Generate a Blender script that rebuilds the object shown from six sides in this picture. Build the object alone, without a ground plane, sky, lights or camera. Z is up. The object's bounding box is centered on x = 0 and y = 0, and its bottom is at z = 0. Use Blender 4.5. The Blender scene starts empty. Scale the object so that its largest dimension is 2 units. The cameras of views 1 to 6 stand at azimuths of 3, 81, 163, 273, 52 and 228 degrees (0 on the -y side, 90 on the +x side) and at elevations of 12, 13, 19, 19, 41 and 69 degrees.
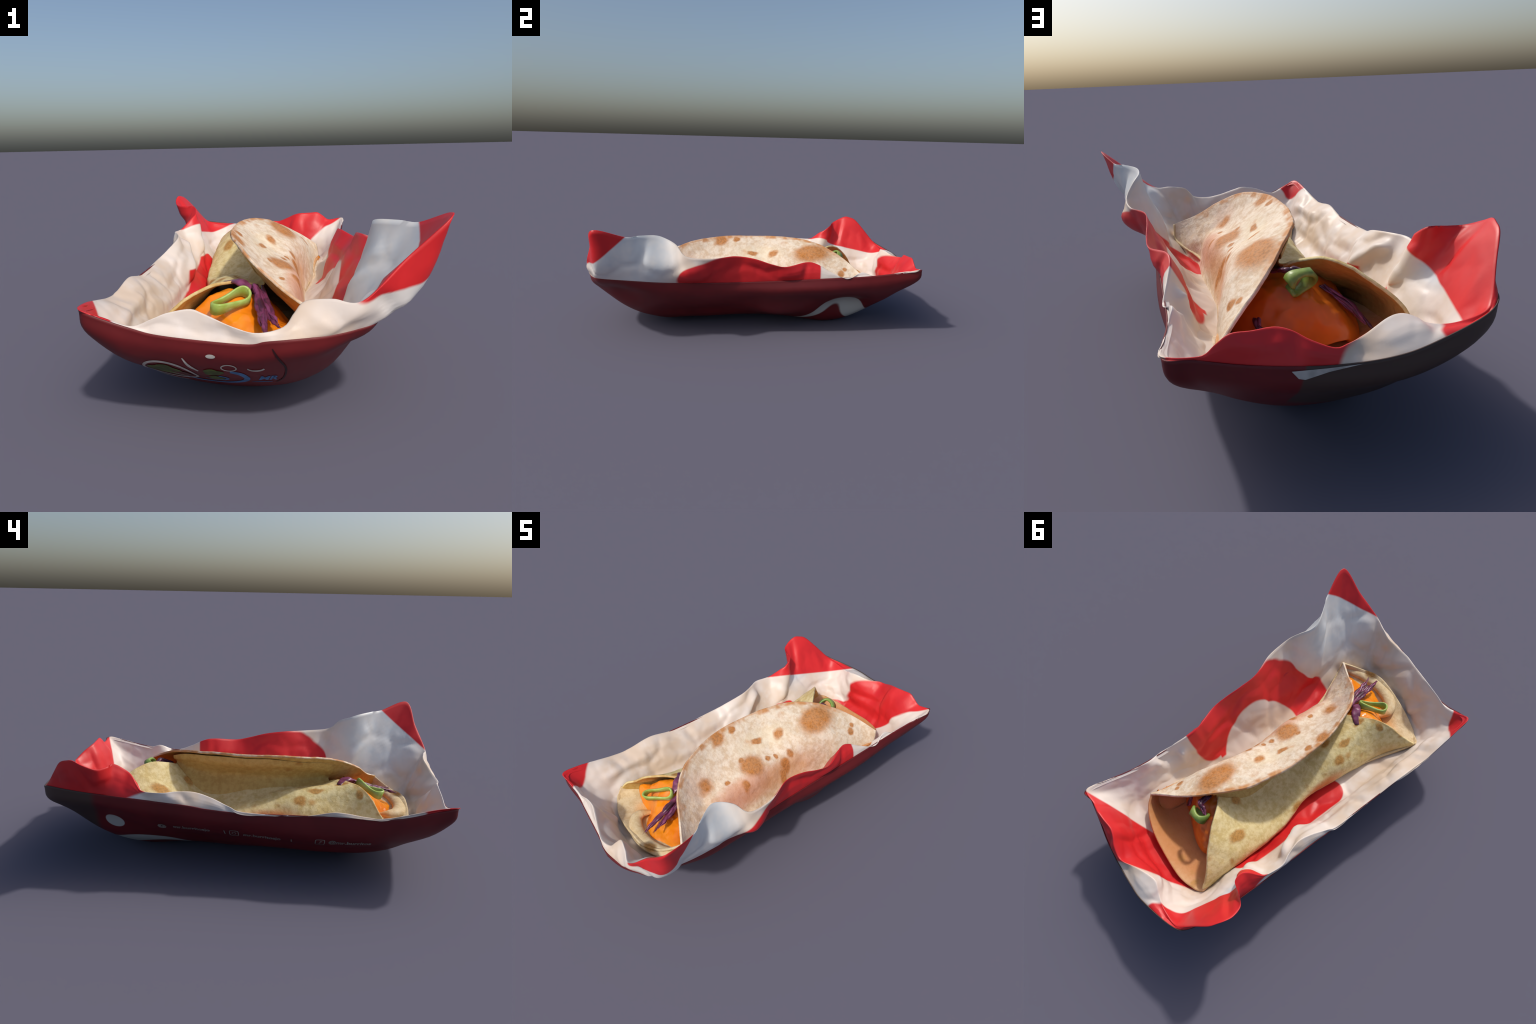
import bpy, bmesh, math, random
import numpy as np
from mathutils import Vector, noise, Matrix
from mathutils.bvhtree import BVHTree

random.seed(7)
np.random.seed(7)

# ------------------------------------------------------------------ helpers
def catmull(P, n, closed=False, t=None):
    """Catmull-Rom through control points P (k,3); n samples (or explicit t in control index units)."""
    P = np.asarray(P, float)
    k = len(P)
    if t is None:
        t = np.linspace(0, k, n, endpoint=False) if closed else np.linspace(0, k - 1, n)
    i = np.floor(t).astype(int)
    if not closed:
        i = np.clip(i, 0, k - 2)
    f = (t - i)[:, None]
    def g(j):
        if closed:
            return P[j % k]
        lo = 2 * P[0] - P[1]
        hi = 2 * P[-1] - P[-2]
        Q = np.vstack([lo, P, hi])
        return Q[np.clip(j + 1, 0, k + 1)]
    p0, p1, p2, p3 = g(i - 1), g(i), g(i + 1), g(i + 2)
    return .5 * (2 * p1 + (p2 - p0) * f + (2 * p0 - 5 * p1 + 4 * p2 - p3) * f ** 2
                 + (3 * p1 - p0 - 3 * p2 + p3) * f ** 3)

def grid_spline(rows, nu, nv):
    """Bicubic surface through a grid of control points."""
    R = np.asarray(rows, float)
    a = np.array([catmull(r, nv) for r in R])
    return np.array([catmull(a[:, j], nu) for j in range(nv)]).transpose(1, 0, 2)

def new_object(name, verts, faces, mats, smooth=True, mat_idx=None, parent=None):
    me = bpy.data.meshes.new(name)
    me.from_pydata([tuple(v) for v in verts], [], faces)
    me.validate()
    for m in mats:
        me.materials.append(m)
    if mat_idx is not None:
        me.polygons.foreach_set("material_index", mat_idx)
    me.polygons.foreach_set("use_smooth", [smooth] * len(me.polygons))
    me.update()
    ob = bpy.data.objects.new(name, me)
    bpy.context.scene.collection.objects.link(ob)
    if parent is not None:
        ob.parent = parent
        ob.matrix_parent_inverse = parent.matrix_world.inverted()
    return ob

def thing(name, loc, label, category):
    e = bpy.data.objects.new(name, None)
    e.location = loc
    bpy.context.scene.collection.objects.link(e)
    e["label"] = label
    e["category"] = category
    bpy.context.view_layer.update()
    return e

def grid_normals(G, closed_u=False):
    if closed_u:
        du = np.roll(G, -1, 0) - np.roll(G, 1, 0)
    else:
        du = np.gradient(G, axis=0)
    dv = np.gradient(G, axis=1)
    N = np.cross(du, dv)
    L = np.linalg.norm(N, axis=2, keepdims=True)
    L[L < 1e-9] = 1
    return N / L

def sheet(name, G, thick, mats, parent=None, closed_u=False, flip=False, taper=None, fracs=(0., 1.)):
    """Closed thin solid from a grid of points; face set 0 = front, 1 = back, rim uses front."""
    N = grid_normals(G, closed_u)
    if flip:
        N = -N
    nu, nv = G.shape[:2]
    th = np.full((nu, nv, 1), thick)
    if taper is not None:
        th = th * taper[..., None]
    A = G + N * th * fracs[0]
    B = G - N * th * fracs[1]
    V = np.vstack([A.reshape(-1, 3), B.reshape(-1, 3)])
    off = nu * nv
    F, M = [], []
    id = lambda i, j: (i % nu) * nv + j
    ru = nu if closed_u else nu - 1
    for i in range(ru):
        for j in range(nv - 1):
            q = (id(i, j), id(i + 1, j), id(i + 1, j + 1), id(i, j + 1))
            if flip:
                q = q[::-1]
            F.append(q); M.append(0)
            F.append(tuple(off + x for x in q[::-1])); M.append(1 if len(mats) > 1 else 0)
    def rim(a, b):
        q = (b, a, off + a, off + b)
        if flip:
            q = q[::-1]
        F.append(q); M.append(0)
    for i in range(ru):
        rim(id(i, 0), id(i + 1, 0))
        rim(id(i + 1, nv - 1), id(i, nv - 1))
    if not closed_u:
        for j in range(nv - 1):
            rim(id(0, j + 1), id(0, j))
            rim(id(nu - 1, j), id(nu - 1, j + 1))
    return new_object(name, V, F, mats, mat_idx=M, parent=parent)

def fbm(p, scale, octs=3, seed=0.):
    return noise.fractal(Vector((p[0] * scale + seed, p[1] * scale - seed, p[2] * scale + 2 * seed)), 1.0, 2.0, octs)

# ------------------------------------------------------------------ materials
class Nodes:
    def __init__(self, name):
        self.mat = bpy.data.materials.new(name)
        self.mat.use_nodes = True
        self.t = self.mat.node_tree
        self.b = self.t.nodes["Principled BSDF"]
        self.co = self.t.nodes.new("ShaderNodeTexCoord").outputs["Object"]
    def n(self, kind, **k):
        x = self.t.nodes.new("ShaderNode" + kind)
        for a, v in k.items():
            setattr(x, a, v)
        return x
    def put(self, sock, v):
        if hasattr(v, "links"):
            self.t.links.new(v, sock)
        else:
            sock.default_value = v
    def math(self, op, a, b=None, c=None, clamp=False):
        x = self.n("Math", operation=op, use_clamp=clamp)
        for i, v in enumerate((a, b, c)):
            if v is not None:
                self.put(x.inputs[i], v)
        return x.outputs[0]
    def vec(self, op, a, b=None, out=0):
        x = self.n("VectorMath", operation=op)
        self.put(x.inputs[0], a)
        if b is not None:
            self.put(x.inputs[3 if op == "SCALE" else 1], b)
        return x.outputs["Value"] if op in ("DOT_PRODUCT", "LENGTH", "DISTANCE") else x.outputs[0]
    def mix(self, f, a, b):
        x = self.n("Mix", data_type="RGBA")
        self.put(x.inputs[0], f)
        for s, v in ((x.inputs[6], a), (x.inputs[7], b)):
            self.put(s, v if hasattr(v, "links") else (*v, 1))
        return x.outputs[2]
    def noise(self, scale, detail=3, rough=.55, co=None, dist=0.):
        x = self.n("TexNoise")
        x.inputs["Scale"].default_value = scale
        x.inputs["Detail"].default_value = detail
        x.inputs["Roughness"].default_value = rough
        x.inputs["Distortion"].default_value = dist
        self.t.links.new(co or self.co, x.inputs["Vector"])
        return x.outputs["Fac"]
    def voronoi(self, scale, feature="F1", co=None):
        x = self.n("TexVoronoi", feature=feature)
        x.inputs["Scale"].default_value = scale
        self.t.links.new(co or self.co, x.inputs["Vector"])
        return x.outputs["Distance"]
    def step(self, v, lo, hi):
        x = self.n("MapRange", interpolation_type="SMOOTHSTEP")
        self.put(x.inputs[0], v)
        x.inputs[1].default_value = lo
        x.inputs[2].default_value = hi
        x.inputs[3].default_value = 0
        x.inputs[4].default_value = 1
        return x.outputs[0]
    def bump(self, h, strength, dist=.01):
        x = self.n("Bump")
        x.inputs["Strength"].default_value = strength
        x.inputs["Distance"].default_value = dist
        self.t.links.new(h, x.inputs["Height"])
        self.t.links.new(x.outputs[0], self.b.inputs["Normal"])
    def seg(self, co, a, b):
        """distance to the segment a-b"""
        a, b = Vector(a), Vector(b)
        d = b - a
        p = self.vec("SUBTRACT", co, tuple(a))
        t = self.math("DIVIDE", self.vec("DOT_PRODUCT", p, tuple(d)), d.dot(d), clamp=True)
        s = self.vec("SCALE", tuple(d), t)
        return self.vec("LENGTH", self.vec("SUBTRACT", p, s))
    def ell(self, co, c, r):
        """normalised distance from an ellipsoid centre (1 on its surface)"""
        p = self.vec("SUBTRACT", co, tuple(c))
        return self.vec("LENGTH", self.vec("MULTIPLY", p, tuple(1 / x for x in r)))
    def half(self, co, p0, nrm):
        """signed distance to a plane"""
        return self.vec("DOT_PRODUCT", self.vec("SUBTRACT", co, tuple(p0)), tuple(Vector(nrm).normalized()))
    def union(self, *m):
        r = m[0]
        for x in m[1:]:
            r = self.math("MAXIMUM", r, x)
        return r
    def finish(self, col, rough=.5, spec=.5):
        self.put(self.b.inputs["Base Color"], col if hasattr(col, "links") else (*col, 1))
        self.put(self.b.inputs["Roughness"], rough)
        self.b.inputs["Specular IOR Level"].default_value = spec
        return self.mat

PAPER = (.73, .645, .58)
PAPER_COOL_SHADE = (.62, .68, .72)  # bluish tone of baked shading, not of the paper itself
PAPER_WARM = (.68, .54, .42)
RED = (.66, .022, .024)

def plane3(a, b, c, towards):
    """point and unit normal of the plane through a, b, c, facing a given point"""
    a, b, c = Vector(a), Vector(b), Vector(c)
    n = (b - a).cross(c - a).normalized()
    return a, (n if n.dot(Vector(towards) - a) > 0 else -n)

def make_paper():
    m = Nodes("printed_paper")
    E = .005
    co = m.co
    flat = m.vec("MULTIPLY", co, (1, 1, 0))
    pos = lambda d: m.step(d, -E, E)                       # 1 where d > 0
    less = lambda d, r, e=E: m.step(d, r + e, r - e)        # 1 where d < r
    both = lambda *k: k[0] if len(k) == 1 else m.math("MULTIPLY", k[0], both(*k[1:]))
    inv = lambda k: m.math("SUBTRACT", 1., k)
    # tip of the tall corner
    tip = pos(m.half(co, *plane3((.493, -.747, .62), (.302, -.97, .445), (.475, -.86, .523), (.545, -.9, .665))))
    tip = both(tip, m.step(m.half(co, (.15, -.7, 0), (1, -.6, 0)), -.01, .01))
    # left front corner
    corner = pos(m.half(flat, (-.451, -.868, 0), (-.805, -.593, 0)))
    # swoosh on the right long wall: a broad stripe bent round a pale disc, ending in a round foot
    pale_disc = less(m.ell(flat, (.20, -.055, 0), (.135, .245, 1)), 1, .03)
    stripe = both(inv(pale_disc), inv(both(pos(m.half(flat, (.24, 0, 0), (-1, 0, 0))), pos(m.half(flat, (0, -.25, 0), (0, 1, 0))))), pos(m.half(co, *plane3((.447, -.28, .49), (.393, -.485, .345), (.24, -.59, .17), (.4, 0, .3)))),
                  pos(m.half(co, (.14, 0, 0), (1, 0, 0))), pos(m.half(co, (0, .21, 0), (0, -1, 0))))
    foot = less(m.vec("LENGTH", m.vec("SUBTRACT", flat, (.36, .22, 0))), .108)
    swoosh = m.union(stripe, foot)
    # slanting band across the far end
    band = both(pos(m.half(flat, (.29, .838, 0), (-.41, .913, 0))), pos(m.half(flat, (-.13, .86, 0), (.544, -.839, 0))), pos(m.half(flat, (0, .62, 0), (0, 1, 0))), pos(m.half(flat, (-.285, .77, 0), (1, .25, 0))))
    # far left corner
    far = both(pos(m.half(co, *plane3((-.455, .60, .375), (-.415, .82, .322), (-.27, .955, .355), (-.53, .76, .57)))), pos(m.half(flat, (-.2, .52, 0), (-.3, 1, 0))),
               pos(m.half(flat, (-.25, .7, 0), (-1, .1, 0))))
    # strip on the floor along the left wall
    strip = both(less(m.seg(flat, (-.292, -.14, 0), (-.285, .46, 0)), .082), less(m.half(co, (0, 0, .275), (0, 0, 1)), 0))
    red = m.union(tip, corner, swoosh, band, far, strip)
    red_col = m.mix(m.step(m.noise(6, 3), .35, .7), RED, (.56, .016, .02))
    base = m.mix(m.step(m.noise(3.5, 3, .6), .42, .68), PAPER, PAPER_WARM)
    base = m.mix(m.math("MULTIPLY", m.step(m.noise(9, 3, .6), .5, .75), .5), base, (.80, .74, .71))
    cool_shade = m.union(m.step(m.ell(co, (.42, -.72, .50), (.26, .30, .26)), 1.1, .5), m.step(m.ell(co, (-.47, .62, .38), (.10, .20, .10)), 1.1, .5))  # baked bluish shading painted into the colour at two corners
    base = m.mix(m.math("MULTIPLY", cool_shade, .8), base, m.mix(m.step(m.noise(8, 3), .4, .65), PAPER_COOL_SHADE, (.74, .75, .74)))
    col = m.mix(red, base, red_col)
    m.bump(m.noise(16, 4), .10)
    return m.finish(col, .42, .4)

def make_tray():
    m = Nodes("tray_card")
    col = m.mix(m.step(m.noise(4, 3), .3, .7), (.115, .009, .011), (.155, .012, .014))
    flat = m.vec("MULTIPLY", m.co, (1, 1, 0))
    # printed panels: a dark brown end panel, a big pale disc underneath and a small pale patch
    brown = m.math("MULTIPLY", m.step(m.half(m.co, (.13, .9, .3), (-1, .25, -.25)), -.004, .004), m.step(m.half(m.co, (0, .80, 0), (-.25, 1, 0)), -.02, .02))
    col = m.mix(brown, col, (.065, .040, .032))
    disc = m.step(m.ell(flat, (-.03, .48, 0), (.285, .28, 1)), 1.012, .988)
    inner = m.step(m.ell(flat, (-.03, .42, 0), (.225, .22, 1)), 1.015, .985)
    pale = m.union(m.math("MULTIPLY", disc, m.math("SUBTRACT", 1., inner)), m.step(m.ell(m.co, (-.385, .635, .20), (.06, .065, .06)), 1.03, .97))
    col = m.mix(pale, col, (.46, .47, .44))
    m.bump(m.noise(9, 3), .1)
    return m.finish(col, .5, .35)

def make_tortilla(name, base, pale, spot, spots=(), edge=(), stains_and_bounce=(), freckle=.7):
    """flour dough: mottled base, toasted blisters (centre, radii), browned edge, tints for sauce and painted bounce light (centre, radii, colour, amount)"""
    m = Nodes(name)
    fine = m.noise(34, 5, .65)
    grain = m.noise(90, 3, .6)
    col = m.mix(m.step(m.math("ADD", fine, m.math("MULTIPLY", m.noise(7, 2), .35)), .50, .82), base, pale)
    wobble = m.n("TexNoise"); wobble.inputs["Scale"].default_value = 16; wobble.inputs["Detail"].default_value = 4
    m.t.links.new(m.co, wobble.inputs["Vector"])
    co = m.vec("ADD", m.co, m.vec("SCALE", m.vec("SUBTRACT", wobble.outputs["Color"], (.5, .5, .5)), .04))
    for c, r, colour, amount in stains_and_bounce:
        col = m.mix(m.math("MULTIPLY", m.step(m.ell(co, c, r), 1.15, .45), amount), col, colour)
    v = m.voronoi(8.5)
    fre = m.math("MULTIPLY", m.step(m.math("ADD", v, m.math("MULTIPLY", fine, .15)), .33, .18), m.step(m.noise(5, 2), .48, .58))
    col = m.mix(m.math("MULTIPLY", fre, freckle), col, spot)
    if spots:
        k = m.union(*[m.step(m.ell(co, c, tuple(1.25 * x for x in r)), 1.30, .62) for c, r in spots])
        k = m.math("MULTIPLY", k, m.math("ADD", .62, m.math("MULTIPLY", fine, .6)), clamp=True)
        dark = m.mix(m.step(grain, .4, .65), spot, tuple(x * .72 for x in spot))
        col = m.mix(k, col, dark)
    if edge:
        d = m.seg(m.co, edge[0], edge[1])
        for a, b in zip(edge[1:], edge[2:]):
            d = m.math("MINIMUM", d, m.seg(m.co, a, b))
        k = m.math("MULTIPLY", m.step(d, .030, .008), m.step(m.noise(11, 2), .42, .62))
        col = m.mix(m.math("MULTIPLY", m.union(k, m.math("MULTIPLY", m.step(d, .012, .004), .6)), .85), col, spot)
    m.bump(m.math("ADD", m.noise(22, 5, .6), m.math("MULTIPLY", m.noise(70, 3), .4)), .35, .012)
    return m.finish(col, .62, .25)

def make_plain(name, a, b, scale=8, rough=.35, spec=.5, bump=.15):
    m = Nodes(name)
    col = m.mix(m.step(m.noise(scale, 3), .35, .65), a, b)
    m.bump(m.noise(scale * 2.2, 3), bump)
    return m.finish(col, rough, spec)

paper = make_paper()
card = make_tray()
TOAST = (.52, .21, .055)
flap_spots = [((.078, .341, .431), (.062, .098, .08)), ((.077, -.128, .351), (.05, .056, .06)), ((.027, .102, .436), (.022, .027, .04)), ((.051, -.406, .382), (.032, .042, .05)),
              ((-.009, -.025, .425), (.012, .026, .03)), ((-.10, -.215, .49), (.028, .035, .04)), ((-.105, -.12, .49), (.016, .02, .03)), ((.03, -.16, .385), (.012, .012, .03)),
              ((.10, .02, .34), (.012, .012, .03)), ((.12, .10, .33), (.014, .018, .03)), ((.09, -.03, .35), (.010, .012, .03)), ((.14, .05, .29), (.018, .022, .05)), ((.16, .02, .25), (.02, .02, .05)),
              ((.20, .50, .33), (.012, .02, .03)), ((.185, .53, .34), (.010, .012, .03)), ((.08, -.30, .34), (.012, .014, .03)), ((.13, -.22, .30), (.02, .016, .04)), ((.02, -.27, .42), (.010, .014, .03))]
flap_edge = [(.129, -.626, .348), (.030, -.562, .414), (-.060, -.44, .475), (-.125, -.22, .507), (-.133, .02, .507), (-.075, .28, .502), (.015, .423, .471), (.124, .539, .411)]
roll_spots = [((-.223, -.259, .311), (.022, .026, .03)), ((-.163, -.341, .345), (.014, .032, .03)), ((-.131, -.47, .37), (.014, .03, .03)), ((-.245, -.151, .306), (.022, .024, .03)),
              ((-.216, .43, .348), (.022, .045, .04)), ((-.05, .317, .335), (.022, .024, .03)), ((-.09, .20, .30), (.010, .05, .03)), ((-.28, .53, .27), (.014, .018, .03)), ((-.10, -.26, .325), (.016, .02, .03)),
              ((-.27, -.40, .28), (.018, .02, .03)), ((-.22, -.55, .35), (.016, .014, .03)), ((-.26, .07, .24), (.014, .03, .03))]
tort_out = make_tortilla("tortilla_flour", (.65, .49, .33), (.79, .68, .54), TOAST, flap_spots, flap_edge,
                         [((.13, -.22, .27), (.07, .26, .11), (.62, .27, .15), .65), ((.15, .05, .25), (.07, .22, .11), (.62, .30, .12), .6), ((.02, -.45, .36), (.08, .10, .10), (.66, .46, .34), .5), ((.02, -.02, .43), (.10, .22, .06), (.80, .70, .50), .5)], .45)  # the two reddish tints paint in light reflected from the red paper
tort_roll = make_tortilla("tortilla_toasted", (.60, .46, .19), (.74, .62, .33), (.50, .25, .06), roll_spots, [(-.06, -.46, .368), (-.18, -.555, .378), (-.31, -.633, .30)],
                          [((-.27, -.12, .22), (.05, .16, .06), (.60, .20, .05), .75), ((-.33, -.50, .22), (.06, .2, .05), (.60, .36, .16), .4)], .7)
tort_in = make_tortilla("tortilla_sauced", (.46, .30, .09), (.56, .40, .14), (.34, .15, .03), (), (),
                        [((.10, .62, .30), (.40, .28, .30), (.58, .17, .015), .9), ((0, -.66, .28), (.40, .17, .20), (.66, .30, .05), .75)], .6)
tort_base = make_tortilla("tortilla_soft", (.62, .46, .25), (.72, .58, .36), (.50, .25, .06), [((.10, -.80, .25), (.03, .02, .03)), ((-.25, .76, .2), (.02, .03, .03))], (),
                          [((0, .62, .2), (.5, .26, .2), (.60, .22, .06), .85), ((-.15, -.64, .2), (.13, .10, .10), (.68, .33, .08), .7)], .5)
cheese = make_plain("melted_cheese", (.84, .27, .012), (.76, .18, .006), 6, .2, .6)
cheese_shaded = make_plain("cheese_in_shade", (.62, .15, .010), (.48, .10, .008), 7, .35, .5)  # same cheese, darkened to paint in the shadow at the far end
green_dark = make_plain("scallion_dark", (.13, .22, .04), (.24, .34, .07), 16, .4)
green = make_plain("scallion_green", (.30, .42, .07), (.42, .55, .16), 14, .4)
purple_pale = make_plain("red_cabbage_rib", (.22, .05, .13), (.10, .018, .05), 18, .35)
purple = make_plain("red_cabbage", (.05, .012, .025), (.16, .03, .08), 22, .35)

# ------------------------------------------------------------------ wrapper: tray and paper
# rim of the card tray, anticlockwise from the left front corner; sections share their end points
TRAY = [
 [(-.489,-.936,.400), (-.35,-.938,.349), (-.25,-.95,.329), (-.03,-.980,.317), (.035,-.995,.330), (.10,-.999,.337)],
 [(.10,-.999,.337), (.20,-.984,.342), (.286,-.954,.349), (.353,-.905,.358)],
 [(.353,-.905,.358), (.40,-.722,.354), (.397,-.512,.340), (.379,-.127,.333), (.396,.377,.352), (.409,.637,.366), (.444,.895,.405)],
 [(.444,.895,.405), (.379,.911,.393), (.274,.937,.372), (.167,.964,.360), (.05,.982,.350), (-.08,.993,.350), (-.19,.990,.364), (-.37,.948,.388)],
 [(-.37,.948,.388), (-.44,.895,.412), (-.47,.76,.405), (-.48,.60,.392)],
 [(-.48,.60,.392), (-.486,.42,.378), (-.487,.25,.362), (-.487,.159,.348)],
 [(-.487,.159,.348), (-.494,.016,.340), (-.50,-.149,.342), (-.507,-.45,.346), (-.514,-.67,.349), (-.506,-.84,.385), (-.489,-.936,.400)]]
# top edge of the paper
EDGE = [
 [(-.493,-.938,.412), (-.43,-.93,.385), (-.352,-.924,.357), (-.288,-.923,.379), (-.246,-.921,.395), (-.18,-.924,.407), (-.139,-.936,.397),
  (-.055,-.965,.369), (.013,-.983,.357), (.085,-.972,.370)],
 [(.085,-.972,.370), (.115,-.95,.402), (.147,-.933,.432), (.22,-.95,.443), (.30,-.975,.446), (.42,-.935,.553), (.545,-.90,.665)],
 [(.545,-.90,.665), (.493,-.746,.621), (.448,-.681,.619), (.395,-.60,.611), (.389,-.545,.592), (.42,-.489,.563), (.459,-.435,.507),
  (.45,-.299,.492), (.40,-.169,.494), (.399,-.062,.478), (.412,.037,.448), (.41,.12,.432), (.362,.245,.446), (.357,.308,.433),
  (.378,.38,.394), (.405,.48,.357), (.385,.57,.388), (.405,.64,.371), (.425,.78,.39), (.442,.895,.414)],
 [(.442,.895,.414), (.361,.907,.403), (.323,.909,.427), (.29,.911,.447), (.242,.911,.445), (.185,.908,.443), (.147,.921,.433), (.112,.943,.413),
  (.057,.96,.390), (.019,.953,.391), (-.04,.922,.389), (-.113,.894,.405), (-.159,.884,.405), (-.191,.896,.396), (-.218,.909,.380), (-.28,.927,.376), (-.37,.930,.392)],
 [(-.37,.930,.392), (-.41,.908,.418), (-.46,.851,.495), (-.505,.80,.556), (-.522,.763,.572), (-.534,.731,.576), (-.54,.69,.558),
  (-.523,.637,.534), (-.475,.61,.529), (-.418,.59,.528)],
 [(-.418,.59,.528), (-.402,.543,.496), (-.419,.51,.475), (-.45,.48,.442), (-.47,.45,.422), (-.484,.36,.423), (-.461,.30,.424), (-.440,.225,.416), (-.450,.15,.398)],
 [(-.450,.15,.398), (-.478,.06,.368), (-.496,-.008,.351), (-.501,-.255,.346), (-.506,-.41,.372), (-.509,-.546,.357), (-.513,-.632,.357), (-.506,-.845,.405), (-.493,-.938,.412)]]
SAMPLES = [64, 56, 150, 100, 60, 50, 100]

def ring(sections):
    """closed curve through the sections, sampled evenly within each, so both rims run in step"""
    pts, knots, off = [], [], 0
    ts = []
    for sec, n in zip(sections, SAMPLES):
        P = np.array(sec)
        s = np.r_[0, np.cumsum(np.linalg.norm(np.diff(P, axis=0), axis=1))]
        want = np.linspace(0, s[-1], n, endpoint=False)
        ts.append(np.interp(want, s, np.arange(len(P))) + off)
        pts += sec[:-1]
        off += len(sec) - 1
    return catmull(pts, 0, True, np.concatenate(ts))

T = ring(TRAY)
L = ring(EDGE)
NS = len(T)
FLIP_PAPER = False
CX = -.05

def inset(R, kx, ky, z, zk=0.):
    """ring drawn in towards the middle of the tray and lowered to height z"""
    Q = R.copy()
    Q[:, 0] = CX + (R[:, 0] - CX) * kx
    Q[:, 1] = R[:, 1] * ky
    Q[:, 2] = z + zk * (R[:, 2] - .35)
    return Q

def soften(R, k):
    """round the corners of a ring"""
    for _ in range(k):
        R = (np.roll(R, 1, 0) + 2 * R + np.roll(R, -1, 0)) / 4
    return R

S = soften(T, 250)
tray_rings = [T, inset(T, .968, .985, .29, .8), inset(S, .82, .90, .205, .4), inset(S, .60, .79, .112, .1), inset(S, .42, .68, .058), inset(S, .25, .55, .032), inset(S, .10, .25, .036), inset(S, .0, .0, .036)]

def loft(rings, n):
    R = np.array(rings)
    return np.array([catmull(R[:, i], n) for i in range(R.shape[1])])

G = loft(tray_rings, 48)
# broad swells and hollows of the sides: centre, radii, push
DENTS = [((-.44, -.40, .21), (.12, .42, .09), (-.032, 0, -.012)), ((-.37, -.87, .25), (.12, .10, .09), (-.006, -.012, -.004)), ((-.41, .70, .23), (.12, .22, .10), (.035, 0, .018)),
         ((.40, .28, .28), (.10, .38, .08), (.042, 0, 0)), ((.22, -.35, .11), (.12, .30, .06), (-.02, 0, .015)), ((.27, .54, .12), (.12, .16, .08), (-.065, 0, .035)), ((.37, -.15, .25), (.10, .30, .08), (.012, 0, 0)), ((.27, .10, .13), (.10, .18, .08), (.05, 0, -.025)), ((-.15, .97, .31), (.30, .06, .06), (0, .022, -.008)), ((-.15, -.88, .20), (.25, .10, .07), (0, -.022, -.008)), ((.34, -.86, .28), (.14, .16, .10), (-.04, .03, .02)), ((-.33, -.35, .11), (.08, .40, .05), (-.03, 0, -.01)), ((-.34, .22, .13), (.10, .14, .08), (.02, 0, .01))]
# the underside sags to a few low spots
FEET = [((.12, .45), (.12, .22), .045), ((-.08, -.56), (.16, .12), .030), ((-.13, .50), (.08, .16), .030)]
for i in range(NS):
    for j in range(1, 48):
        p = G[i, j]
        dz = .008 * fbm((p[0], p[1], 0), 3.2, 2, 3.) * min(1, j / 8)
        for c, r, h in FEET:
            dz -= h * math.exp(-((p[0] - c[0]) / r[0]) ** 2 - ((p[1] - c[1]) / r[1]) ** 2)
        G[i, j, 2] += dz
        for c, r, push in DENTS:
            k = math.exp(-sum(((p[q] - c[q]) / r[q]) ** 2 for q in range(3))) * min(1, j / 9)
            G[i, j] += k * np.array(push)
G[:, -1] = G[:, -1].mean(0)
G[..., 2] = np.maximum(G[..., 2] - np.sort(G[..., 2].ravel())[60], 0)

tray = thing("takeaway_tray", (0, 0, 0), "Dark red printed card food tray with upturned corners", "food tray")
tray_shell = sheet("tray_shell", G, .004, [card], tray, closed_u=True, flip=False, fracs=(1., 0.))

# printing on the card: flat shapes laid onto the shell
shell_bvh = BVHTree.FromObject(tray_shell, bpy.context.evaluated_depsgraph_get())
def ink(name, a, b=None):
    return make_plain(name, a, b or tuple(x * .7 for x in a), 20, .5, .3, .05)
ink_white, ink_blue, ink_green = ink("ink_white", (.52, .50, .46)), ink("ink_blue", (.07, .20, .42)), ink("ink_green", (.10, .14, .025), (.05, .07, .015))
ink_brown, ink_grey, ink_dark = ink("ink_brown", (.12, .03, .02)), ink("ink_grey", (.30, .26, .22)), ink("ink_dark", (.03, .008, .01))

def lay(name, verts2, faces, mat, side, lift=.0015):
    """side 'front': (x, z) thrown along +y; 'left': (-y, z) thrown along +x; 'end': (-x, z) thrown along -y"""
    V = []
    for u, v in verts2:
        o, d = {"front": ((u, -3, v), (0, 1, 0)), "left": ((-3, -u, v), (1, 0, 0)), "end": ((-u, 3, v), (0, -1, 0))}[side]
        h, n, _, _ = shell_bvh.ray_cast(Vector(o), Vector(d))
        if h is None:
            h, n, _, _ = shell_bvh.find_nearest(Vector(o))
        if n.dot(Vector(d)) > 0:
            n = -n
        V.append(h + n * lift)
    return new_object(name, V, faces, [mat], parent=tray)

def print_blob(name, c, r, mat, side="front", tilt=0., n=28, rings=4, lift=.0015, wob=0.):
    V, F = [c], []
    for k in range(1, rings + 1):
        for i in range(n):
            a = 2 * math.pi * i / n
            q = k / rings * (1 + wob * math.sin(3 * a + c[0] * 90) + wob * .6 * math.sin(5 * a))
            x, y = r[0] * q * math.cos(a), r[1] * q * math.sin(a)
            V.append((c[0] + x * math.cos(tilt) - y * math.sin(tilt), c[1] + x * math.sin(tilt) + y * math.cos(tilt)))
    for i in range(n):
        F.append((0, 1 + i, 1 + (i + 1) % n))
        for k in range(rings - 1):
            F.append((1 + k * n + i, 1 + (k + 1) * n + i, 1 + (k + 1) * n + (i + 1) % n, 1 + k * n + (i + 1) % n))
    return lay(name, V, F, mat, side, lift)

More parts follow.
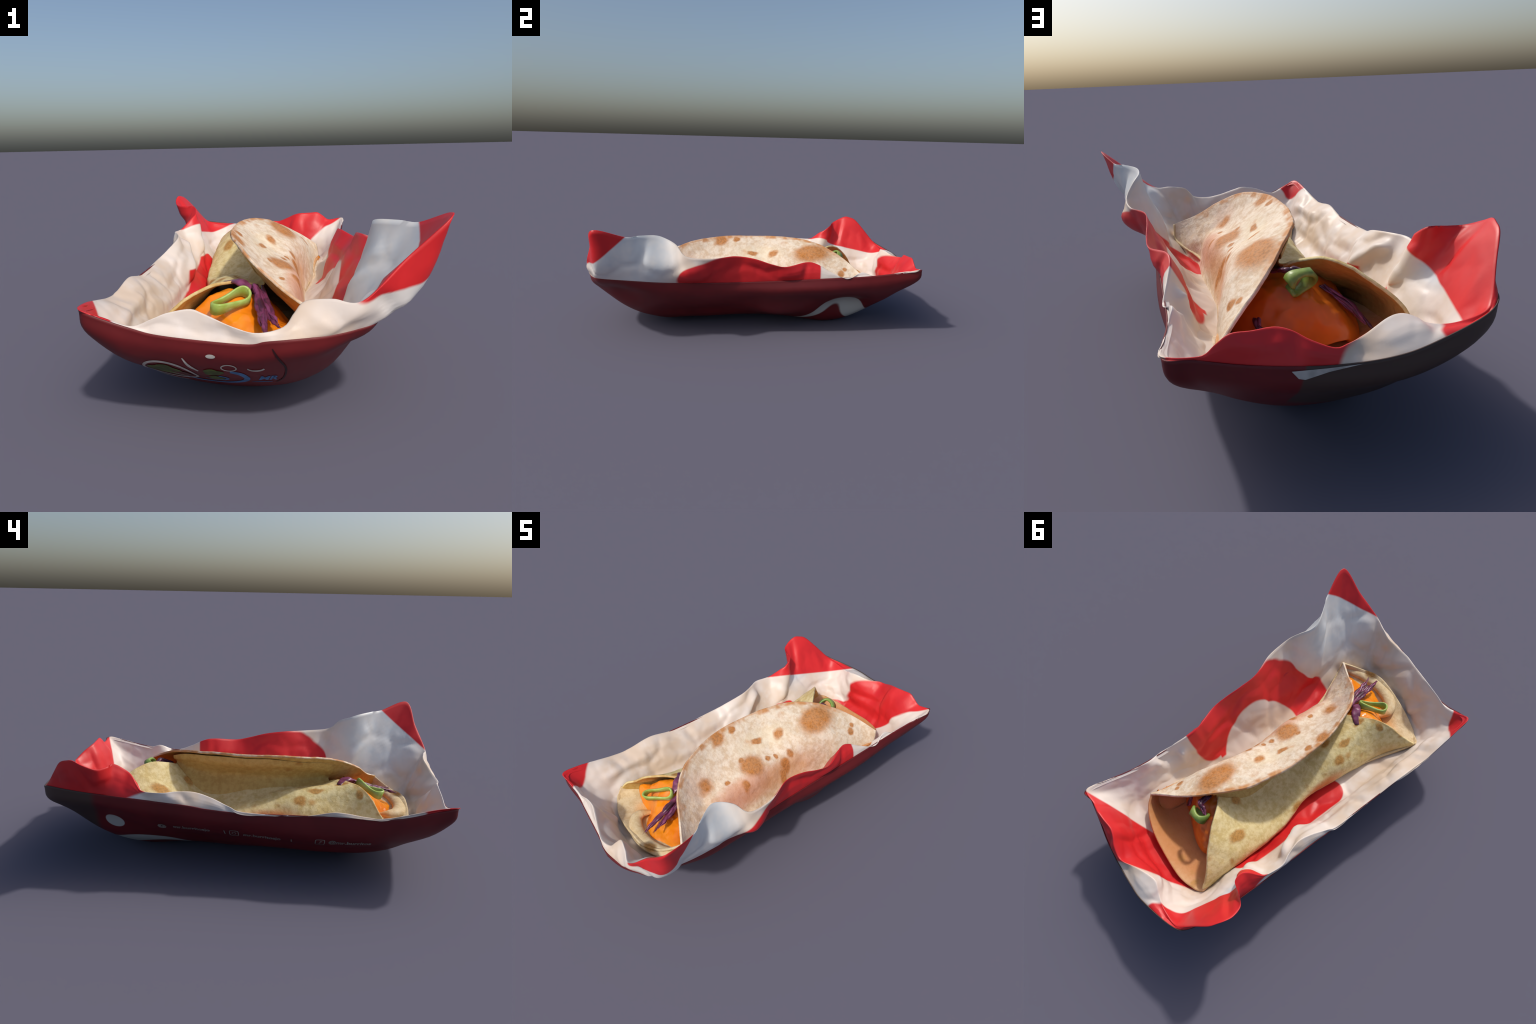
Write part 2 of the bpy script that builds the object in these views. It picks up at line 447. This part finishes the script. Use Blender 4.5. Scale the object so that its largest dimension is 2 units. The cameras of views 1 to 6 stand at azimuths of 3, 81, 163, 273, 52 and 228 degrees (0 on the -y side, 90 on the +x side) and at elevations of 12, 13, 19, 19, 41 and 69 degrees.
def print_stroke(name, path, width, mat, side="front", lift=.0015, n=40):
    P = catmull([(*p, 0) for p in path], n)[:, :2]
    d = np.gradient(P, axis=0)
    d /= np.linalg.norm(d, axis=1, keepdims=True)
    w = np.interp(np.linspace(0, 1, n), np.linspace(0, 1, len(width)), width)[:, None] / 2
    q = np.c_[-d[:, 1], d[:, 0]] * w
    V = np.vstack([P + q, P - q])
    return lay(name, V, [(i, i + 1, n + i + 1, n + i) for i in range(n - 1)], mat, side, lift)

def print_text(text, at, size, mat, side, angle=0., shear=0.):
    cu = bpy.data.curves.new("lettering", "FONT")
    cu.body = text; cu.size = size; cu.shear = shear; cu.resolution_u = 3; cu.offset = size * .03
    ob = bpy.data.objects.new("lettering", cu)
    bpy.context.scene.collection.objects.link(ob)
    bpy.context.view_layer.update()
    me = bpy.data.meshes.new_from_object(ob.evaluated_get(bpy.context.evaluated_depsgraph_get()))
    bpy.data.objects.remove(ob)
    c, sn = math.cos(angle), math.sin(angle)
    V = [(at[0] + v.co.x * c - v.co.y * sn, at[1] + v.co.x * sn + v.co.y * c) for v in me.vertices]
    F = [tuple(p.vertices) for p in me.polygons]
    bpy.data.meshes.remove(me)
    return lay("lettering", V, F, mat, side)

def arc(c, r, a0, a1, n=9, tilt=0.):
    out = []
    for i in range(n):
        a = math.radians(a0 + (a1 - a0) * i / (n - 1))
        x, y = r[0] * math.cos(a), r[1] * math.sin(a)
        out.append((c[0] + x * math.cos(tilt) - y * math.sin(tilt), c[1] + x * math.sin(tilt) + y * math.cos(tilt)))
    return out

# food picture on the front
tl = math.radians(-22)
print_stroke("printed_plate", arc((-.257, .192), (.082, .050), 0, 360, 25, tl), [.009], ink_white, n=90)
print_stroke("printed_plate", arc((-.250, .172), (.088, .056), 175, 300, 11, tl), [.003, .007, .003], ink_white)
for c, r, t, m in [((-.30, .212), (.022, .016), -.4, ink_green), ((-.262, .212), (.038, .020), -.3, ink_green), ((-.222, .180), (.032, .022), -.6, ink_brown), ((-.262, .180), (.040, .013), -.5, ink_green),
                   ((-.237, .165), (.030, .008), -.5, ink_white), ((-.122, .213), (.030, .015), 0, ink_green), ((-.118, .172), (.024, .020), 0, ink_green)]:
    print_blob("printed_food", c, r, m, tilt=t, wob=.12, lift=.0022)
print_stroke("printed_onion", [(-.205, .268), (-.19, .238), (-.165, .215)], [.004, .010, .006], ink_white)
print_blob("printed_egg", (-.12, .281), (.014, .007), ink_white)
print_stroke("printed_egg", arc((-.072, .238), (.022, .013), 0, 360, 17), [.004], ink_white)
print_stroke("printed_egg", arc((.006, .242), (.024, .014), 190, 345, 9), [.004, .008, .006], ink_white)
print_stroke("printed_swirl", [(-.222, .146), (-.175, .122), (-.10, .121), (-.045, .145), (-.024, .178), (-.038, .207), (-.070, .220)], [.006, .010, .013, .018, .018, .016, .010], ink_blue)
print_stroke("printed_swirl", [(-.108, .192), (-.084, .176), (-.096, .152), (-.13, .147), (-.155, .160)], [.006, .010, .009, .006, .004], ink_blue)
print_text("MR", (.008, .168), .040, ink_blue, "front", 0., .3)
print_stroke("printed_swirl", [(-.013, .146), (.02, .150), (.05, .150)], [.004, .007, .004], ink_blue)
print_stroke("fold_dark_stripe", [(.055, .318), (.070, .288), (.091, .235), (.083, .175), (.060, .142)], [.003, .007, .006, .005, .003], ink_dark, lift=.002)  # flat dark stripe painted in for the shade of a groove
# handles along the left side
def rounded_square(c, r, a):
    return [(c[0] + sx * r, c[1] + sy * r) for sx, sy in ((-1, -.7), (-1, .7), (-.7, 1), (.7, 1), (1, .7), (1, -.7), (.7, -1), (-.7, -1), (-1, -.7))]
print_blob("printed_icon", (-.385, .226), (.022, .018), ink_grey, "left", n=8, wob=.0)
print_text("f", (-.390, .214), .030, ink_dark, "left")
print_text("mr.burritosjo", (-.330, .222), .032, ink_grey, "left", -.035)
print_stroke("printed_icon", rounded_square((-.042, .220), .020, 0), [.004], ink_grey, "left")
print_stroke("printed_icon", arc((-.042, .220), (.009, .009), 0, 360, 13), [.003], ink_grey, "left")
print_text("mr.burritosjo", (.000, .202), .032, ink_grey, "left", -.03)
print_stroke("printed_icon", [(-.088, .238), (-.084, .208)], [.005], ink_grey, "left", n=6)
print_stroke("printed_icon", [(.222, .216), (.224, .190)], [.005], ink_grey, "left", n=6)
print_stroke("printed_icon", rounded_square((.352, .205), .020, 0), [.004], ink_grey, "left")
print_stroke("printed_icon", [(.344, .198), (.352, .198), (.354, .214), (.362, .210)], [.004], ink_grey, "left")
print_text("@mr.burritos", (.390, .200), .034, ink_grey, "left", -.01)
# torn white corner showing at the far end
lay("paper_scrap", [(-.165, .354), (-.150, .334), (-.135, .330), (-.08, .343), (.0, .352), (-.08, .353)], [(0, 1, 2, 5), (2, 3, 5), (3, 4, 5)], ink_white, "end", .002)

# paper: rim, tray lip, wall, floor
nin = lambda R, d: R + np.c_[-(R[:, 0] - CX) / .45 * d, -R[:, 1] / .95 * d, 0 * R[:, 0]]
def bell(R, c, w):
    return np.exp(-((R - np.array(c)) ** 2).sum(1) / w ** 2)[:, None]
lip = nin(T, .004); lip[:, 2] += .002
under = nin(T, .016); under[:, 2] -= .006
# outer face of the turned-up paper, swelling out at the tall corner and along the right side
mid = .5 * (L + lip)
for c, w, push in [((.545, -.90, .665), .17, (.025, .015, -.05)), ((.40, -.58, .60), .13, (.065, 0, -.02)), ((.459, -.435, .507), .10, (.045, 0, -.01)), ((.22, -.95, .443), .10, (.01, -.012, -.01))]:
    mid += bell(L, c, w) * np.array(push)
# inner face: a nearly straight slope from the edge down to the gutter round the food
gutter = inset(S, .72, .85, .198, .15)
for c, w, h in [((.24, -.74), .16, .05), ((-.36, -.15), .26, -.022), ((-.36, .58), .18, .105), ((-.30, -.78), .16, -.03), ((-.36, .22), .10, .035), ((.26, -.14), .18, .03), ((.25, -.40), .12, -.035)]:
    gutter[:, 2] += h * np.exp(-((gutter[:, :2] - np.array(c)) ** 2).sum(1) / w ** 2)
in1 = L + (gutter - L) * .40; in1[:, 2] -= .002
in2 = L + (gutter - L) * .76; in2[:, 2] -= .006
in1[:, 2] += .02 * np.clip((S[:, 1] - .80) / .1, 0, 1)
in2[:, 2] += .02 * np.clip((S[:, 1] - .80) / .1, 0, 1)
shelf = (np.clip((-.40 - S[:, 0]) / .08, 0, 1) * np.clip((.25 - S[:, 1]) / .15, 0, 1) * np.clip((S[:, 1] + .85) / .12, 0, 1))[:, None]
s1 = nin(L, .055); s1[:, 2] = L[:, 2] - .050
s2 = nin(L, .100); s2[:, 2] = .235
in1 += bell(L, (.459, -.435, .507), .10) * np.array([.012, 0, -.028])
in1 = in1 * (1 - shelf) + s1 * shelf
in2 = in2 * (1 - shelf) + s2 * shelf
floor2 = inset(S, .52, .74, .150)
outer = loft([under, lip, mid, nin(L, -.0015)], 26)
inner = loft([nin(L, .0015), in1, in2, gutter, floor2, inset(S, .25, .35, .125), inset(S, 0, 0, .125)], 56)
H = np.concatenate([outer, inner], 1)
NP = H.shape[1]
RIM = 26
HN = grid_normals(H, True)
# single folds standing out of the wall: from, to, height, half width
FOLDS = [((-.44, .29, .38), (-.36, .14, .26), .030, .028), ((.40, .54, .37), (.29, .48, .30), .040, .020), ((.40, .36, .38), (.31, .40, .28), .030, .022),
         ((.40, -.68, .57), (.28, -.53, .30), .020, .040), ((-.44, -.74, .305), (-.45, -.50, .31), .012, .022), ((.13, -.95, .40), (.10, -.80, .22), -.020, .020),
         ((-.27, -.90, .30), (-.22, -.83, .21), .014, .020), ((-.40, .55, .44), (-.36, .47, .30), .012, .030)]
def to_segment(p, a, b):
    a, b, p = Vector(a), Vector(b), Vector(p)
    d = b - a
    t = max(0, min(1, (p - a).dot(d) / d.dot(d)))
    return (p - a - d * t).length
for i in range(NS):
    for j in range(NP - 8):
        p = H[i, j]
        w = min(1, abs(j - RIM + .5) / 7) * (1 if j < 62 else .4) * max(0, min(1, (j - 9) / 6))
        a, b = noise.voronoi(Vector(p) * 4.2 + Vector((3.1, 0, 1.7)))[0][:2]
        c, d = noise.voronoi(Vector(p) * 9 + Vector((0, 5, 2)))[0][:2]
        crumple = .010 * (min(1, (b - a) / .22) - .6) + .0025 * (min(1, (d - c) / .3) - .5) + .012 * fbm(p, 3.2, 2, 5.)
        if j >= RIM:
            for a, b, h, r in FOLDS:
                d = to_segment(p, a, b)
                if d < 2.5 * r:
                    crumple += h * math.exp(-(d / r) ** 2) * min(1, (j - RIM) / 6)
        H[i, j] += HN[i, j] * w * crumple
H[:, -1] = H[:, -1].mean(0)
# keep the paper inside the card
tray_bvh = BVHTree.FromPolygons([Vector(v) for v in G.reshape(-1, 3)], [(i * 48 + j, ((i + 1) % NS) * 48 + j, ((i + 1) % NS) * 48 + j + 1, i * 48 + j + 1) for i in range(NS) for j in range(47)])
for i in range(NS):
    for j in range(RIM + 3, NP):
        hit = tray_bvh.ray_cast(Vector((H[i, j, 0], H[i, j, 1], -1)), Vector((0, 0, 1)))[0]
        if hit is not None:
            H[i, j, 2] = max(H[i, j, 2], hit.z + .016 * min(1, (j - RIM) / 14))
V = H.reshape(-1, 3)
F = [(i * NP + j, ((i + 1) % NS) * NP + j, ((i + 1) % NS) * NP + j + 1, i * NP + j + 1) for i in range(NS) for j in range(NP - 1)]
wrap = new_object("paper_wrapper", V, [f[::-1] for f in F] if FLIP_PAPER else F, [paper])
wrap["label"] = "Crumpled white greaseproof paper with bold red stripes"
wrap["category"] = "wrapping paper"

# ------------------------------------------------------------------ burrito
burrito = thing("burrito", (-.04, 0, .12), "Folded flour tortilla wrap oozing orange cheese and red cabbage", "burrito")

flap_rows = [
 [(.245,-.690,.296), (.248,-.690,.275), (.25,-.690,.25), (.25,-.69,.22), (.22,-.67,.15)],
 [(.129,-.626,.348), (.152,-.602,.300), (.178,-.58,.255), (.195,-.565,.21), (.20,-.54,.13)],
 [(.030,-.562,.414), (.06,-.523,.354), (.098,-.493,.298), (.138,-.475,.245), (.175,-.46,.13)],
 [(-.060,-.44,.475), (-.010,-.42,.403), (.048,-.405,.338), (.125,-.39,.285), (.18,-.37,.14)],
 [(-.125,-.22,.507), (-.05,-.20,.440), (.04,-.18,.365), (.14,-.17,.310), (.185,-.16,.12)],
 [(-.133,.02,.507), (-.05,.01,.448), (.035,.005,.388), (.13,.0,.322), (.185,0,.12)],
 [(-.110,.16,.507), (-.035,.14,.462), (.045,.13,.418), (.135,.125,.345), (.195,.12,.12)],
 [(-.075,.28,.502), (0,.27,.470), (.075,.265,.430), (.165,.26,.350), (.22,.25,.12)],
 [(.015,.423,.471), (.07,.40,.447), (.13,.385,.410), (.20,.375,.33), (.245,.36,.12)],
 [(.124,.539,.411), (.16,.52,.38), (.20,.505,.34), (.235,.49,.28), (.265,.47,.13)],
 [(.271,.652,.296), (.275,.645,.275), (.28,.635,.25), (.285,.625,.21), (.275,.60,.15)]]
# inside of the fold: from just under the flap's edge back into the pocket and out onto the roll
fold_rows = [
 [(-0.046,-0.435,0.445), (-0.025,-0.43,0.397), (0,-0.42,0.37), (0.01,-0.415,0.345), (-0.02,-0.43,0.33)],
 [(-0.081,-0.35,0.466), (-0.058,-0.35,0.422), (-0.02,-0.35,0.385), (-0.01,-0.36,0.35), (-0.05,-0.37,0.33)],
 [(-0.116,-0.2,0.483), (-0.098,-0.2,0.442), (-0.058,-0.2,0.4), (-0.035,-0.2,0.355), (-0.07,-0.22,0.31)],
 [(-0.124,0,0.484), (-0.106,0,0.442), (-.05,0,.4), (-.018,0,.355), (-0.07,0,0.285)],
 [(-0.096,0.2,0.482), (-0.078,0.2,0.442), (-.03,.2,.4), (.0,.2,.345), (-0.07,0.2,0.255)],
 [(-0.046,0.33,0.472), (-0.032,0.33,0.437), (-0.01,0.33,0.41), (0,0.33,0.375), (-0.05,0.345,0.335)],
 [(0.009,0.412,0.445), (0.01,0.41,0.427), (0.015,0.4,0.42), (0.01,0.395,0.405), (-0.03,0.41,0.405)]]
roll_rows = [
 [(.0,-.42,.335), (-.06,-.46,.368), (-.12,-.505,.378), (-.18,-.555,.378), (-.25,-.60,.348), (-.31,-.633,.30), (-.37,-.665,.265), (-.397,-.695,.225)],
 [(-.03,-.36,.325), (-.08,-.38,.345), (-.125,-.41,.358), (-.18,-.44,.345), (-.23,-.47,.295), (-.275,-.49,.24), (-.31,-.505,.195), (-.31,-.51,.14)],
 [(-.055,-.2,.318), (-.09,-.22,.320), (-.13,-.22,.334), (-.18,-.24,.328), (-.225,-.245,.305), (-.255,-.25,.262), (-.27,-.26,.21), (-.265,-.27,.14)],
 [(-.055,0,.295), (-.09,0,.278), (-.12,0,.268), (-.16,0,.265), (-.20,0,.262), (-.235,0,.245), (-.25,0,.21), (-.24,0,.14)],
 [(-.05,.2,.265), (-.085,.2,.248), (-.125,.2,.240), (-.18,.2,.232), (-.23,.2,.232), (-.275,.21,.228), (-.305,.215,.21), (-.30,.215,.14)],
 [(-.03,.335,.345), (-.07,.35,.338), (-.11,.37,.345), (-.16,.40,.345), (-.22,.43,.335), (-.275,.46,.30), (-.31,.50,.25), (-.305,.50,.16)],
 [(0,.39,.40), (-.05,.43,.424), (-.11,.498,.443), (-.16,.555,.43), (-.20,.60,.405), (-.25,.65,.36), (-.292,.692,.314), (-.312,.735,.23)]]
base_rows = [
 [(.245,-.69,.295), (.204,-.74,.264), (.153,-.784,.241), (.07,-.825,.239), (-.034,-.829,.234), (-.17,-.813,.204), (-.28,-.786,.178), (-.38,-.737,.182), (-.397,-.695,.235)],
 [(.24,-.65,.21), (.195,-.68,.20), (.14,-.70,.195), (.06,-.72,.19), (-.04,-.72,.185), (-.17,-.71,.18), (-.27,-.69,.178), (-.35,-.66,.185), (-.38,-.64,.21)],
 [(.16,-.4,.17), (.13,-.4,.165), (.10,-.4,.165), (.05,-.4,.165), (-.03,-.4,.165), (-.13,-.4,.165), (-.20,-.4,.165), (-.26,-.4,.165), (-.29,-.4,.17)],
 [(.17,0,.16), (.14,0,.155), (.09,0,.155), (.03,0,.155), (-.03,0,.155), (-.10,0,.155), (-.15,0,.155), (-.19,0,.16), (-.22,0,.17)],
 [(.24,.4,.17), (.2,.4,.15), (.14,.4,.145), (.06,.4,.145), (-.03,.4,.15), (-.12,.4,.16), (-.20,.4,.17), (-.26,.4,.18), (-.30,.4,.19)],
 [(.28,.60,.22), (.235,.61,.175), (.17,.62,.155), (.08,.63,.150), (-.04,.645,.155), (-.15,.65,.165), (-.23,.65,.18), (-.28,.65,.195), (-.305,.64,.21)],
 [(.272,.655,.292), (.24,.70,.258), (.18,.735,.240), (.09,.765,.225), (-.04,.785,.207), (-.17,.79,.207), (-.26,.77,.22), (-.30,.75,.225), (-.315,.735,.24)]]

def grid_bvh(Q):
    nu, nv = Q.shape[:2]
    return BVHTree.FromPolygons([Vector(v) for v in Q.reshape(-1, 3)], [(i * nv + j, (i + 1) * nv + j, (i + 1) * nv + j + 1, i * nv + j + 1) for i in range(nu - 1) for j in range(nv - 1)])

def keep_above(Q, tree, gap):
    """lift grid points that would sink through the surface below"""
    for q in Q.reshape(-1, 3):
        h = tree.ray_cast(Vector((q[0], q[1], -1)), Vector((0, 0, 1)))[0]
        if h is not None and q[2] < h.z + gap:
            q[2] = h.z + gap

def keep_below(Q, tree, gap):
    """press down grid points that would stick out through the sheet lying on top"""
    for q in Q.reshape(-1, 3):
        h = tree.ray_cast(Vector((q[0], q[1], 2)), Vector((0, 0, -1)))[0]
        if h is not None and q[2] > h.z - gap:
            q[2] = h.z - gap

def tortilla_patch(name, rows, nu, nv, mats, flip, amp, seed, under=(), gap=.015, thick=.011):
    Q = grid_spline(rows, nu, nv)
    N = grid_normals(Q)
    for i in range(nu):
        for j in range(nv):
            p = Q[i, j]
            Q[i, j] += N[i, j] * amp * (fbm(p, 5, 2, seed) + .35 * fbm(p, 18, 3, seed + 3))
    Q = np.ascontiguousarray(Q)
    keep_above(Q, tray_bvh, .022)
    for tree in under:
        keep_below(Q, tree, gap)
    sheet(name, Q, thick, mats, burrito, flip=flip)
    return grid_bvh(Q)

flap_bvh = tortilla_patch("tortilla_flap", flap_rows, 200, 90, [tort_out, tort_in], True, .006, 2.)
tortilla_patch("tortilla_fold", fold_rows, 140, 50, [tort_in, tort_in], False, .001, 9., [flap_bvh], .022, .004)
roll_bvh = tortilla_patch("tortilla_roll", roll_rows, 180, 90, [tort_roll, tort_in], False, .006, 4., [flap_bvh])
tortilla_patch("tortilla_base", base_rows, 120, 80, [tort_base, tort_base], True, .004, 6.)

# folded lip of the tortilla at the front opening
def tube(name, path, radii, mat, parent, flat=1., seg=14, n=60, wob=0., seed=0.):
    P = catmull(path, n)
    r = np.interp(np.linspace(0, 1, n), np.linspace(0, 1, len(radii)), radii)
    V, F = [], []
    d = np.gradient(P, axis=0)
    for i in range(n):
        t = Vector(d[i]).normalized()
        side = t.cross(Vector((0, 0, 1))).normalized()
        up = side.cross(t)
        for k in range(seg):
            a = 2 * math.pi * k / seg
            q = Vector(P[i]) + side * (math.cos(a) * r[i]) + up * (math.sin(a) * r[i] * flat)
            if wob:
                q += (side * math.cos(a) + up * math.sin(a)) * wob * fbm(q, 25, 2, seed)
            V.append(q)
    for i in range(n - 1):
        for k in range(seg):
            k2 = (k + 1) % seg
            F.append((i * seg + k, (i + 1) * seg + k, (i + 1) * seg + k2, i * seg + k2))
    F.append(tuple(range(seg)))
    F.append(tuple((n - 1) * seg + k for k in reversed(range(seg))))
    return new_object(name, V, F, [mat], parent=parent)

tube("tortilla_lip", [(.24,-.69,.24), (.16,-.755,.218), (.06,-.79,.215), (-.04,-.79,.218), (-.12,-.76,.222), (-.145,-.715,.222), (-.13,-.66,.21)],
     [.02, .032, .036, .036, .034, .028, .012], tort_base, burrito, flat=.7)

cheese_rows = [
 [(-.20,-.46,.18), (-.14,-.45,.27), (-.08,-.44,.29), (0,-.43,.28), (.05,-.43,.25), (.10,-.43,.20)],
 [(-.26,-.57,.25), (-.16,-.54,.325), (-.07,-.52,.32), (.01,-.52,.29), (.06,-.53,.24), (.12,-.54,.20)],
 [(-.30,-.63,.235), (-.17,-.60,.285), (-.08,-.61,.28), (0,-.61,.26), (.07,-.61,.225), (.16,-.62,.20)],
 [(-.22,-.66,.165), (-.15,-.66,.20), (-.07,-.67,.24), (0,-.675,.235), (.08,-.68,.215), (.18,-.68,.215)],
 [(-.12,-.69,.17), (-.10,-.71,.185), (-.05,-.725,.205), (.01,-.735,.208), (.09,-.73,.205), (.18,-.70,.21)],
 [(-.11,-.70,.15), (-.08,-.73,.165), (-.04,-.75,.18), (.02,-.76,.185), (.10,-.745,.185), (.17,-.71,.19)]]
Q = grid_spline(cheese_rows, 90, 100)
for i in range(90):
    for j in range(100):
        Q[i, j, 2] += .018 * min(1, max(0, (Q[i, j, 1] + .70) / .08)) + .012 * fbm(Q[i, j], 8, 2, 11.) + .005 * fbm(Q[i, j], 24, 2, 2.)
Q = np.ascontiguousarray(Q)
keep_below(Q, roll_bvh, .013); keep_below(Q, flap_bvh, .013); keep_above(Q, tray_bvh, .06)
sheet("cheese_filling", Q, .02, [cheese], burrito)
back_rows = [
 [(-.20,.36,.26), (-.12,.37,.32), (-.04,.38,.355), (.04,.38,.365), (.12,.38,.35), (.19,.38,.26)],
 [(-.20,.43,.24), (-.12,.45,.325), (-.04,.46,.355), (.04,.455,.350), (.12,.45,.31), (.20,.45,.22)],
 [(-.21,.50,.20), (-.13,.53,.285), (-.05,.53,.315), (.03,.515,.30), (.11,.50,.25), (.19,.49,.18)],
 [(-.20,.56,.17), (-.14,.59,.225), (-.06,.585,.25), (.01,.56,.235), (.09,.535,.19), (.16,.52,.16)],
 [(-.18,.58,.14), (-.14,.615,.17), (-.07,.61,.18), (.0,.585,.17), (.07,.555,.15), (.14,.53,.13)]]
Q = grid_spline(back_rows, 80, 90)
for i in range(80):
    for j in range(90):
        Q[i, j, 2] += .018 + .024 * fbm(Q[i, j], 7, 3, 21.) + .004 * fbm(Q[i, j], 26, 2, 2.)
Q = np.ascontiguousarray(Q)
keep_below(Q, roll_bvh, .013); keep_below(Q, flap_bvh, .013); keep_above(Q, tray_bvh, .06)
sheet("cheese_filling", Q, .02, [cheese_shaded], burrito, flip=True)

def scallion_ring(name, centre, rx, ry, height, tilt, thick=.008, open_=0., wave=.006, mat=None):
    """bent band of scallion"""
    n, V, F = 64, [], []
    M = Matrix.Translation(centre) @ tilt.to_4x4()
    for i in range(n):
        a = open_ + (2 * math.pi - 2 * open_) * i / (n - 1)
        h = height * (1 + .25 * math.sin(2 * a + 1))
        for (dr, dz) in ((0, -h / 2), (thick, -h / 2 + .004), (thick, h / 2 - .004), (0, h / 2), (-thick * .6, h / 2 - .004), (-thick * .6, -h / 2 + .004)):
            V.append(M @ Vector(((rx + dr) * math.cos(a), (ry + dr) * math.sin(a) + wave * math.sin(3 * a), dz + .006 * math.sin(2 * a))))
    for i in range(n - 1):
        for k in range(6):
            F.append((i * 6 + k, i * 6 + (k + 1) % 6, (i + 1) * 6 + (k + 1) % 6, (i + 1) * 6 + k))
    F.append(tuple(reversed(range(6)))); F.append(tuple((n - 1) * 6 + k for k in range(6)))
    return new_object(name, V, F, [mat or green], parent=burrito)

from mathutils import Euler
scallion_ring("scallion_ring", (-.095,-.613,.336), .076, .027, .040, Euler((math.radians(22), math.radians(-8), math.radians(43))).to_matrix(), thick=.0065, wave=.005)
scallion_ring("scallion_ring", (-.015,.525,.385), .040, .040, .045, Euler((math.radians(62), math.radians(14), math.radians(10))).to_matrix(), thick=.009, open_=.3, wave=.002, mat=green_dark)

# shreds of red cabbage
bundles = [((-.02,-.50,.36), (.005,-.62,.315), (.036,-.795,.268), .008, 8), ((.0,-.50,.35), (.035,-.63,.30), (.075,-.745,.285), .008, 6),
           ((.035,.42,.39), (.02,.48,.41), (-.06,.515,.405), .008, 6), ((-.10,.49,.34), (-.16,.56,.29), (-.21,.63,.225), .007, 5), ((.10,.44,.31), (.12,.49,.26), (.13,.54,.19), .007, 4)]
for a, b, c, r, n in bundles:
    for k in range(n):
        rnd = lambda q: np.array(q) + np.array([random.uniform(-1, 1) * .012, random.uniform(-1, 1) * .008, random.uniform(-.4, 1) * .010])
        cut = random.uniform(.0, .35)
        e = np.array(c) * (1 - cut) + np.array(b) * cut
        tube("cabbage_shred", [rnd(a), rnd(b) , rnd(.5 * (np.array(b) + e)), e + .4 * (rnd(c) - np.array(c))], [r * .7, r, r * .9, r * .35], purple if k % 3 else purple_pale, burrito,
             flat=.6, seg=8, n=30, wob=.006, seed=k * 3.1 + r * 100)
tube("cabbage_leaf", [(-.13,-.455,.365), (-.08,-.49,.375), (-.05,-.53,.366), (-.035,-.56,.345)], [.012, .024, .022, .006], purple_pale, burrito, flat=.35, seg=12, n=30, wob=.008)
